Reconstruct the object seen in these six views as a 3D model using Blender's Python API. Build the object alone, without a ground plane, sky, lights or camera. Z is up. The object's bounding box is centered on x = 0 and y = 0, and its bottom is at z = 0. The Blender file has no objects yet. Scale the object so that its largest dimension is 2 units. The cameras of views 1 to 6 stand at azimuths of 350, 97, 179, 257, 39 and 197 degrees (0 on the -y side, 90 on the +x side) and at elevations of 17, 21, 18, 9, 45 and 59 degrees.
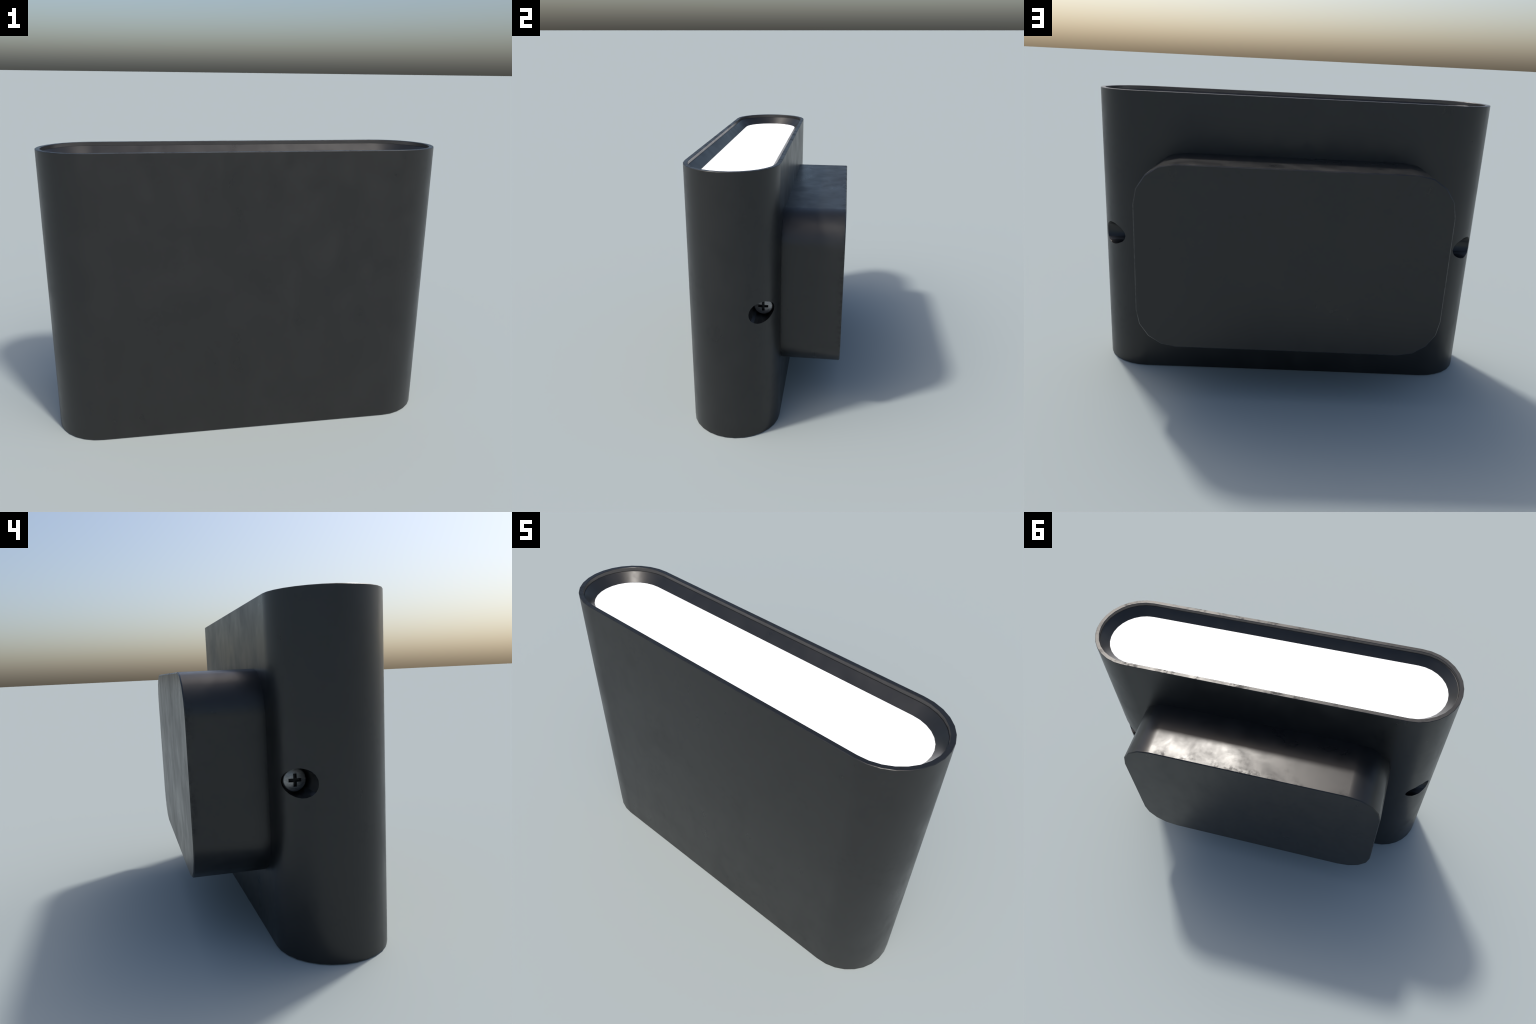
"""Up-and-down outdoor wall lamp: a stadium-section housing with a recessed
light panel at each end, a rounded mounting box on its back and a pan-head
screw sunk into each rounded side."""
import bpy, bmesh, math
from mathutils import Vector, Matrix

# ------------------------------------------------------------------ sizes (m)
HALF_LENGTH = 1.0013           # housing, along x (2.00 m over the facets)
CAP_RADIUS = 0.2440            # rounded ends = half the housing thickness
HOUSING_Y = -0.1645            # housing axis
HEIGHT = 1.4699
MID_Z = HEIGHT / 2
CAP_STEPS = 15                 # facets per rounded end
WALL = 0.0225                  # rim thickness
LEDGE_DROP = 0.0183            # rim top down to bezel edge
LENS_INSET, LENS_DROP = 0.0656, 0.0606
POCKET_DROP = 0.074
BOX_HALF_WIDTH, BOX_HALF_HEIGHT = 0.7338, 0.4484
BOX_CORNER, BOX_CORNER_STEPS = 0.1898, 4
BOX_BACK_Y = 0.4085
HOLE_RADIUS, HOLE_FLOOR_X = 0.0590, 0.800
SCREW_RADIUS, SCREW_FACE_X = 0.0490, 0.8575


# ------------------------------------------------------------------ outlines
def stadium(half_length, radius, steps):
    """Points and outward normals of a stadium, counter-clockwise."""
    pts, nrm = [], []
    for side, start in ((1, -90), (-1, 90)):
        for i in range(steps + 1):
            t = math.radians(start + 180 * i / steps)
            n = Vector((math.cos(t), math.sin(t)))
            pts.append(Vector((side * (half_length - radius), 0)) + radius * n)
            nrm.append(n)
    return pts, nrm


def rounded_rectangle(hw, hh, radius, steps):
    pts, nrm = [], []
    for sx, sy, start in ((1, 1, 0), (-1, 1, 90), (-1, -1, 180), (1, -1, 270)):
        for i in range(steps + 1):
            t = math.radians(start + 90 * i / steps)
            n = Vector((math.cos(t), math.sin(t)))
            pts.append(Vector((sx * (hw - radius), sy * (hh - radius))) + radius * n)
            nrm.append(n)
    return pts, nrm


def loft(name, outline, profile, cap_first=False, cap_last=False, ring=False):
    """Sweep a profile of (inset, height) round an outline.  Shading is smooth
    round the outline and crisp from one profile step to the next."""
    pts, nrm = outline
    n = len(pts)
    verts, faces, normals = [], [], []
    for inset, h in profile:
        for p, d in zip(pts, nrm):
            q = p - d * inset
            verts.append((q.x, q.y, h))
    spans = list(zip(range(len(profile) - 1), range(1, len(profile))))
    if ring:
        spans.append((len(profile) - 1, 0))
    for a, b in spans:
        di = profile[b][0] - profile[a][0]
        dh = profile[b][1] - profile[a][1]
        m = math.hypot(di, dh)
        out, up = dh / m, di / m
        for i in range(n):
            j = (i + 1) % n
            faces.append((a * n + i, a * n + j, b * n + j, b * n + i))
            for k in (i, j, j, i):
                normals.append((nrm[k].x * out, nrm[k].y * out, up))
    if cap_first:
        faces.append(tuple(reversed(range(n))))
        normals += [(0, 0, -1)] * n
    if cap_last:
        k = (len(profile) - 1) * n
        faces.append(tuple(range(k, k + n)))
        normals += [(0, 0, 1)] * n
    mesh = bpy.data.meshes.new(name)
    mesh.from_pydata(verts, [], faces)
    mesh.polygons.foreach_set('use_smooth', [True] * len(faces))
    mesh.normals_split_custom_set(normals)
    mesh.update()
    return mesh


# ------------------------------------------------------------------ materials
def new_material(name):
    mat = bpy.data.materials.new(name)
    mat.use_nodes = True
    nt = mat.node_tree
    nt.nodes.clear()
    out = nt.nodes.new('ShaderNodeOutputMaterial')
    bsdf = nt.nodes.new('ShaderNodeBsdfPrincipled')
    nt.links.new(bsdf.outputs[0], out.inputs[0])
    return mat, nt, bsdf


def noise(nt, coord, scale, detail=4, rough=0.55, stretch=(1, 1, 1), distortion=0.0):
    mp = nt.nodes.new('ShaderNodeMapping')
    mp.inputs['Scale'].default_value = stretch
    nt.links.new(coord, mp.inputs[0])
    tx = nt.nodes.new('ShaderNodeTexNoise')
    tx.inputs['Scale'].default_value = scale
    tx.inputs['Detail'].default_value = detail
    tx.inputs['Roughness'].default_value = rough
    tx.inputs['Distortion'].default_value = distortion
    nt.links.new(mp.outputs[0], tx.inputs['Vector'])
    return tx.outputs['Fac']


def remap(nt, value, lo, hi, to_lo, to_hi):
    mr = nt.nodes.new('ShaderNodeMapRange')
    for i, v in enumerate((lo, hi, to_lo, to_hi), 1):
        mr.inputs[i].default_value = v
    nt.links.new(value, mr.inputs[0])
    return mr.outputs[0]


def math_node(nt, op, a, b):
    m = nt.nodes.new('ShaderNodeMath')
    m.operation = op
    for i, v in enumerate((a, b)):
        if isinstance(v, float):
            m.inputs[i].default_value = v
        else:
            nt.links.new(v, m.inputs[i])
    return m.outputs[0]


def powder_coat(name, base=(0.0122, 0.0125, 0.0127), rough=0.345,
                scuff_amount=0.03, worn=None):
    """Near-black satin paint with cloudy handling smudges.  `worn` names where
    the edges are rubbed matt: 'all', or (axis, from, to) in metres."""
    mat, nt, bsdf = new_material(name)
    coord = nt.nodes.new('ShaderNodeTexCoord').outputs['Object']
    broad = noise(nt, coord, 2.2, 3, 0.5)
    smear = noise(nt, coord, 10, 3, 0.5, (1, 1, 0.6), 0.4)
    patch = noise(nt, coord, 4.0, 2, 0.5)
    scuff = noise(nt, coord, 34, 3, 0.6)
    # soft scuffs gather in a few patches only
    cluster = math_node(nt, 'MULTIPLY', remap(nt, patch, 0.52, 0.66, 0, 1),
                        remap(nt, scuff, 0.48, 0.66, 0, 1))
    r1 = remap(nt, smear, 0.3, 0.7, rough - 0.055, rough + 0.055)
    r2 = math_node(nt, 'ADD', r1, remap(nt, broad, 0.35, 0.65, -0.035, 0.035))
    r3 = math_node(nt, 'ADD', r2, math_node(nt, 'MULTIPLY', cluster, scuff_amount))
    nt.links.new(r3, bsdf.inputs['Roughness'])
    spec = math_node(nt, 'SUBTRACT', 0.5, math_node(nt, 'MULTIPLY', cluster, scuff_amount))
    if worn:
        rub = math_node(nt, 'MULTIPLY', remap(nt, noise(nt, coord, 9, 2), 0.46, 0.60, 0, 1),
                        remap(nt, noise(nt, coord, 48, 3, 0.6), 0.42, 0.60, 0, 1))
        if worn != 'all':
            sep = nt.nodes.new('ShaderNodeSeparateXYZ')
            nt.links.new(coord, sep.inputs[0])
            near = remap(nt, sep.outputs['XYZ'.index(worn[0])], worn[1], worn[2], 0, 1)
            rub = math_node(nt, 'MULTIPLY', rub, near)
        r3 = math_node(nt, 'ADD', r3, math_node(nt, 'MULTIPLY', rub, 0.17))
        nt.links.new(r3, bsdf.inputs['Roughness'])
        spec = math_node(nt, 'SUBTRACT', spec, math_node(nt, 'MULTIPLY', rub, 0.16))
    nt.links.new(spec, bsdf.inputs['Specular IOR Level'])
    ramp = nt.nodes.new('ShaderNodeValToRGB')
    ramp.color_ramp.elements[0].position = 0.3
    ramp.color_ramp.elements[0].color = tuple(c * 0.90 for c in base) + (1,)
    ramp.color_ramp.elements[1].position = 0.7
    ramp.color_ramp.elements[1].color = tuple(c * 1.10 for c in base) + (1,)
    nt.links.new(smear, ramp.inputs[0])
    nt.links.new(ramp.outputs[0], bsdf.inputs['Base Color'])
    bump = nt.nodes.new('ShaderNodeBump')
    bump.inputs['Strength'].default_value = 0.04
    bump.inputs['Distance'].default_value = 0.002
    nt.links.new(smear, bump.inputs['Height'])
    nt.links.new(bump.outputs[0], bsdf.inputs['Normal'])
    return mat


def screw_steel():
    mat, nt, bsdf = new_material('blackened_screw_steel')
    coord = nt.nodes.new('ShaderNodeTexCoord').outputs['Object']
    grain = noise(nt, coord, 140, 3, 0.6, (1, 0.5, 1))
    ramp = nt.nodes.new('ShaderNodeValToRGB')
    ramp.color_ramp.elements[0].position = 0.3
    ramp.color_ramp.elements[0].color = (0.20, 0.20, 0.20, 1)
    ramp.color_ramp.elements[1].position = 0.7
    ramp.color_ramp.elements[1].color = (0.34, 0.34, 0.34, 1)
    nt.links.new(grain, ramp.inputs[0])
    nt.links.new(ramp.outputs[0], bsdf.inputs['Base Color'])
    bsdf.inputs['Metallic'].default_value = 0.8
    nt.links.new(remap(nt, grain, 0.3, 0.7, 0.32, 0.44), bsdf.inputs['Roughness'])
    return mat


def glowing_diffuser():
    mat, nt, bsdf = new_material('glowing_white_diffuser')
    bsdf.inputs['Base Color'].default_value = (0.85, 0.85, 0.86, 1)
    bsdf.inputs['Roughness'].default_value = 0.45
    bsdf.inputs['Emission Color'].default_value = (1, 1, 1, 1)
    bsdf.inputs['Emission Strength'].default_value = 0.62
    return mat


COAT = powder_coat('dark_powder_coat')
RIM_COAT = powder_coat('rubbed_rim_coat', worn='all')
BOX_COAT = powder_coat('mounting_box_coat', worn=('Y', 0.365, 0.405))
STEEL = screw_steel()
BLACK, _nt, _b = new_material('near_black_recess')
_b.inputs['Base Color'].default_value = (0.012, 0.012, 0.012, 1)  # near-black colour for the faces inside the cross recess
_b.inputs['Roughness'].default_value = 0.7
DIFFUSER = glowing_diffuser()


# ------------------------------------------------------------------ helpers
def add(name, mesh, material, parent, matrix=Matrix()):
    if not mesh.materials:
        mesh.materials.append(material)
    ob = bpy.data.objects.new(name, mesh)
    bpy.context.scene.collection.objects.link(ob)
    ob.parent = parent
    ob.matrix_local = matrix
    return ob


def cylinder_x(name, radius, x0, x1, y, z, steps=20, turn=0.0):
    bm = bmesh.new()
    rings = []
    for x in (x0, x1):
        rings.append([bm.verts.new((x, y + radius * math.cos(turn + 2 * math.pi * i / steps),
                                    z + radius * math.sin(turn + 2 * math.pi * i / steps)))
                      for i in range(steps)])
    for i in range(steps):
        j = (i + 1) % steps
        bm.faces.new((rings[0][i], rings[0][j], rings[1][j], rings[1][i]))
    bm.faces.new(rings[0][::-1])
    bm.faces.new(rings[1])
    bmesh.ops.recalc_face_normals(bm, faces=bm.faces)
    mesh = bpy.data.meshes.new(name)
    bm.to_mesh(mesh)
    bm.free()
    return mesh


def subtract(mesh, cutters):
    """Exact boolean difference, returned as a fresh mesh."""
    base = bpy.data.objects.new('work', mesh)
    bpy.context.scene.collection.objects.link(base)
    tools = []
    for c in cutters:
        t = bpy.data.objects.new('tool', c)
        bpy.context.scene.collection.objects.link(t)
        m = base.modifiers.new('cut', 'BOOLEAN')
        m.operation, m.solver, m.object = 'DIFFERENCE', 'EXACT', t
        tools.append(t)
    dg = bpy.context.evaluated_depsgraph_get()
    dg.update()
    done = bpy.data.meshes.new_from_object(base.evaluated_get(dg))
    for o in [base] + tools:
        bpy.data.objects.remove(o)
    return done


# ------------------------------------------------------------------ the lamp
lamp = bpy.data.objects.new('wall_lamp', None)
bpy.context.scene.collection.objects.link(lamp)
lamp['label'] = 'black rounded up-and-down outdoor wall lamp with glowing panels'
lamp['category'] = 'wall lamp'

plan = stadium(HALF_LENGTH, CAP_RADIUS, CAP_STEPS)
H = HEIGHT
E = 0.0020                                     # edge break on the rim

# --- housing: solid block with a pocket in each end and a screw hole each side
up_half = [(0, H - E), (E, H), (WALL - E, H), (WALL, H - E), (WALL, H - POCKET_DROP)]
down_half = [(i, H - h) for i, h in reversed(up_half)]
blank = loft('housing', plan, down_half + up_half, cap_first=False, cap_last=False)
bm = bmesh.new()
bm.from_mesh(blank)
bmesh.ops.holes_fill(bm, edges=[e for e in bm.edges if e.is_boundary], sides=0)
bmesh.ops.recalc_face_normals(bm, faces=bm.faces)
bm.to_mesh(blank)
bm.free()
holes = [cylinder_x('bore', HOLE_RADIUS, s * HOLE_FLOOR_X, s * 1.2, -HOUSING_Y, MID_Z, 20)
         for s in (1, -1)]
housing_mesh = subtract(blank, holes)
housing_mesh.name = 'housing'

# shading normals: round the plan outline, and round each bore
axis = HALF_LENGTH - CAP_RADIUS
normals = []
for poly in housing_mesh.polygons:
    fn = poly.normal
    vs = [housing_mesh.vertices[v].co for v in poly.vertices]
    in_bore = all(abs(math.hypot(v.y + HOUSING_Y, v.z - MID_Z) - HOLE_RADIUS) < 1e-4 for v in vs)
    horiz = math.hypot(fn.x, fn.y)
    for v in vs:
        if in_bore and abs(fn.x) < 0.5:
            n = Vector((0, -(v.y + HOUSING_Y), MID_Z - v.z))
        elif in_bore or horiz < 1e-3:
            n = fn.copy()
        else:
            side = max(-axis, min(axis, v.x))
            rad = Vector((v.x - side, v.y, 0)).normalized()
            if rad.dot(fn) < 0:
                rad = -rad
            n = rad * horiz + Vector((0, 0, fn.z))
        normals.append(n.normalized())
housing_mesh.polygons.foreach_set('use_smooth', [True] * len(housing_mesh.polygons))
housing_mesh.normals_split_custom_set(normals)
housing_mesh.materials.append(COAT)
housing_mesh.materials.append(RIM_COAT)
for poly in housing_mesh.polygons:
    if abs(poly.center.z - MID_Z) > MID_Z - 0.004 and abs(poly.normal.z) > 0.3:
        poly.material_index = 1
at_axis = Matrix.Translation((0, HOUSING_Y, 0))
add('housing', housing_mesh, COAT, lamp, at_axis)

# --- bezel: ring with a 45 degree funnel down to the light panel
g = 0.0004
top = MID_Z - LEDGE_DROP
lens = MID_Z - LENS_DROP
floor = MID_Z - POCKET_DROP
bezel_mesh = loft('bezel', plan, [
    (WALL + g, floor + g), (WALL + g, top - 0.001), (WALL + 0.0012, top),
    (WALL + 0.0030, top - 0.0008), (LENS_INSET - 0.0012, lens + 0.0012),
    (LENS_INSET, lens - 0.001), (LENS_INSET, floor + g)], ring=True)
lens_mesh = loft('light_panel', plan, [
    (LENS_INSET + g, floor + g), (LENS_INSET + g, lens - 0.0012),
    (LENS_INSET + 0.0015, lens)], cap_first=True, cap_last=True)
centre = Matrix.Translation((0, HOUSING_Y, MID_Z))
for flip in (Matrix(), Matrix.Rotation(math.pi, 4, 'X')):
    add('bezel', bezel_mesh, COAT, lamp, centre @ flip)
    add('light_panel', lens_mesh, DIFFUSER, lamp, centre @ flip)

# --- mounting box on the back (profile runs along +y)
box_outline = rounded_rectangle(BOX_HALF_WIDTH, BOX_HALF_HEIGHT, BOX_CORNER, BOX_CORNER_STEPS)
front = HOUSING_Y + CAP_RADIUS - 0.0015
bev = 0.0050
box_mesh = loft('mounting_box', box_outline, [
    (0, front), (0, BOX_BACK_Y - bev), (bev, BOX_BACK_Y)], cap_first=True, cap_last=True)
# the loft's height axis becomes +y; x mirrors so the frame stays right-handed
stand = Matrix(((-1, 0, 0, 0), (0, 0, 1, 0), (0, 1, 0, MID_Z), (0, 0, 0, 1)))
box_normals = [stand.to_3x3() @ Vector(c.vector) for c in box_mesh.corner_normals]
for v in box_mesh.vertices:
    v.co = stand @ v.co
box_mesh.update()
box_mesh.normals_split_custom_set(box_normals)
box_mesh.materials.append(BOX_COAT)
box_mesh.materials.append(COAT)
for poly in box_mesh.polygons:                 # the flat back is not rubbed
    if poly.normal.y > 0.9:
        poly.material_index = 1
add('mounting_box', box_mesh, BOX_COAT, lamp)


# --- screw: pan head turned about x, cross recess cut into it
def screw():
    R, f = SCREW_RADIUS, 0.0
    prof = [(0.0, f)]
    for i in range(1, 7):                                   # shallow dome
        t = i / 6
        prof.append((R * 0.88 * t, f - 0.0065 * t * t))
    for a in (25, 50, 75, 90):                              # rolled shoulder
        t = math.radians(a)
        prof.append((R * 0.88 + R * 0.12 * math.sin(t), f - 0.0065 - 0.008 * (1 - math.cos(t))))
    prof += [(R, f - 0.028), (R * 0.94, f - 0.030), (R * 0.45, f - 0.030),
             (R * 0.45, HOLE_FLOOR_X - SCREW_FACE_X + 0.0005)]
    bm = bmesh.new()
    steps = 40
    rings = []
    for r, x in prof[1:]:
        rings.append([bm.verts.new((x, r * math.cos(2 * math.pi * i / steps),
                                    r * math.sin(2 * math.pi * i / steps))) for i in range(steps)])
    tip = bm.verts.new((0, 0, 0))
    for i in range(steps):
        j = (i + 1) % steps
        bm.faces.new((tip, rings[0][i], rings[0][j]))
        for a, b in zip(rings, rings[1:]):
            bm.faces.new((a[i], b[i], b[j], a[j]))
    bm.faces.new(rings[-1])
    bmesh.ops.recalc_face_normals(bm, faces=bm.faces)
    head = bpy.data.meshes.new('screw')
    bm.to_mesh(head)
    bm.free()
    # one cross-shaped punch, tapering towards its tip
    arm, half, depth = 0.0275, 0.0074, 0.020
    cross = [(half, half), (half, arm), (-half, arm), (-half, half), (-arm, half), (-arm, -half),
             (-half, -half), (-half, -arm), (half, -arm), (half, -half), (arm, -half), (arm, half)]
    bm = bmesh.new()
    lv = []
    for x, k in ((0.004, 1.03), (-depth, 0.86)):
        lv.append([bm.verts.new((x, y * k, z * k)) for y, z in cross])
    for i in range(12):
        j = (i + 1) % 12
        bm.faces.new((lv[0][i], lv[0][j], lv[1][j], lv[1][i]))
    bm.faces.new(lv[0])
    bm.faces.new(lv[1][::-1])
    bmesh.ops.recalc_face_normals(bm, faces=bm.faces)
    punch = bpy.data.meshes.new('punch')
    bm.to_mesh(punch)
    bm.free()
    mesh = subtract(head, [punch])
    mesh.name = 'screw'
    mesh.polygons.foreach_set('use_smooth', [True] * len(mesh.polygons))
    mesh.set_sharp_from_angle(angle=math.radians(32))
    mesh.materials.append(STEEL)
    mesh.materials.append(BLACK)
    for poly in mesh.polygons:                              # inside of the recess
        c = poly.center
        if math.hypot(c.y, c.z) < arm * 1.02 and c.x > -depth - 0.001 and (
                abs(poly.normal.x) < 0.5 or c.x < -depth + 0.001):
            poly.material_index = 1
    return mesh


screw_mesh = screw()
for turn in (0, math.pi):
    m = (Matrix.Translation((0, 0, MID_Z)) @ Matrix.Rotation(turn, 4, 'Z')
         @ Matrix.Translation((SCREW_FACE_X, 0, 0)))
    add('screw', screw_mesh, STEEL, lamp, m)

for mesh in list(bpy.data.meshes):
    if mesh.users == 0:
        bpy.data.meshes.remove(mesh)
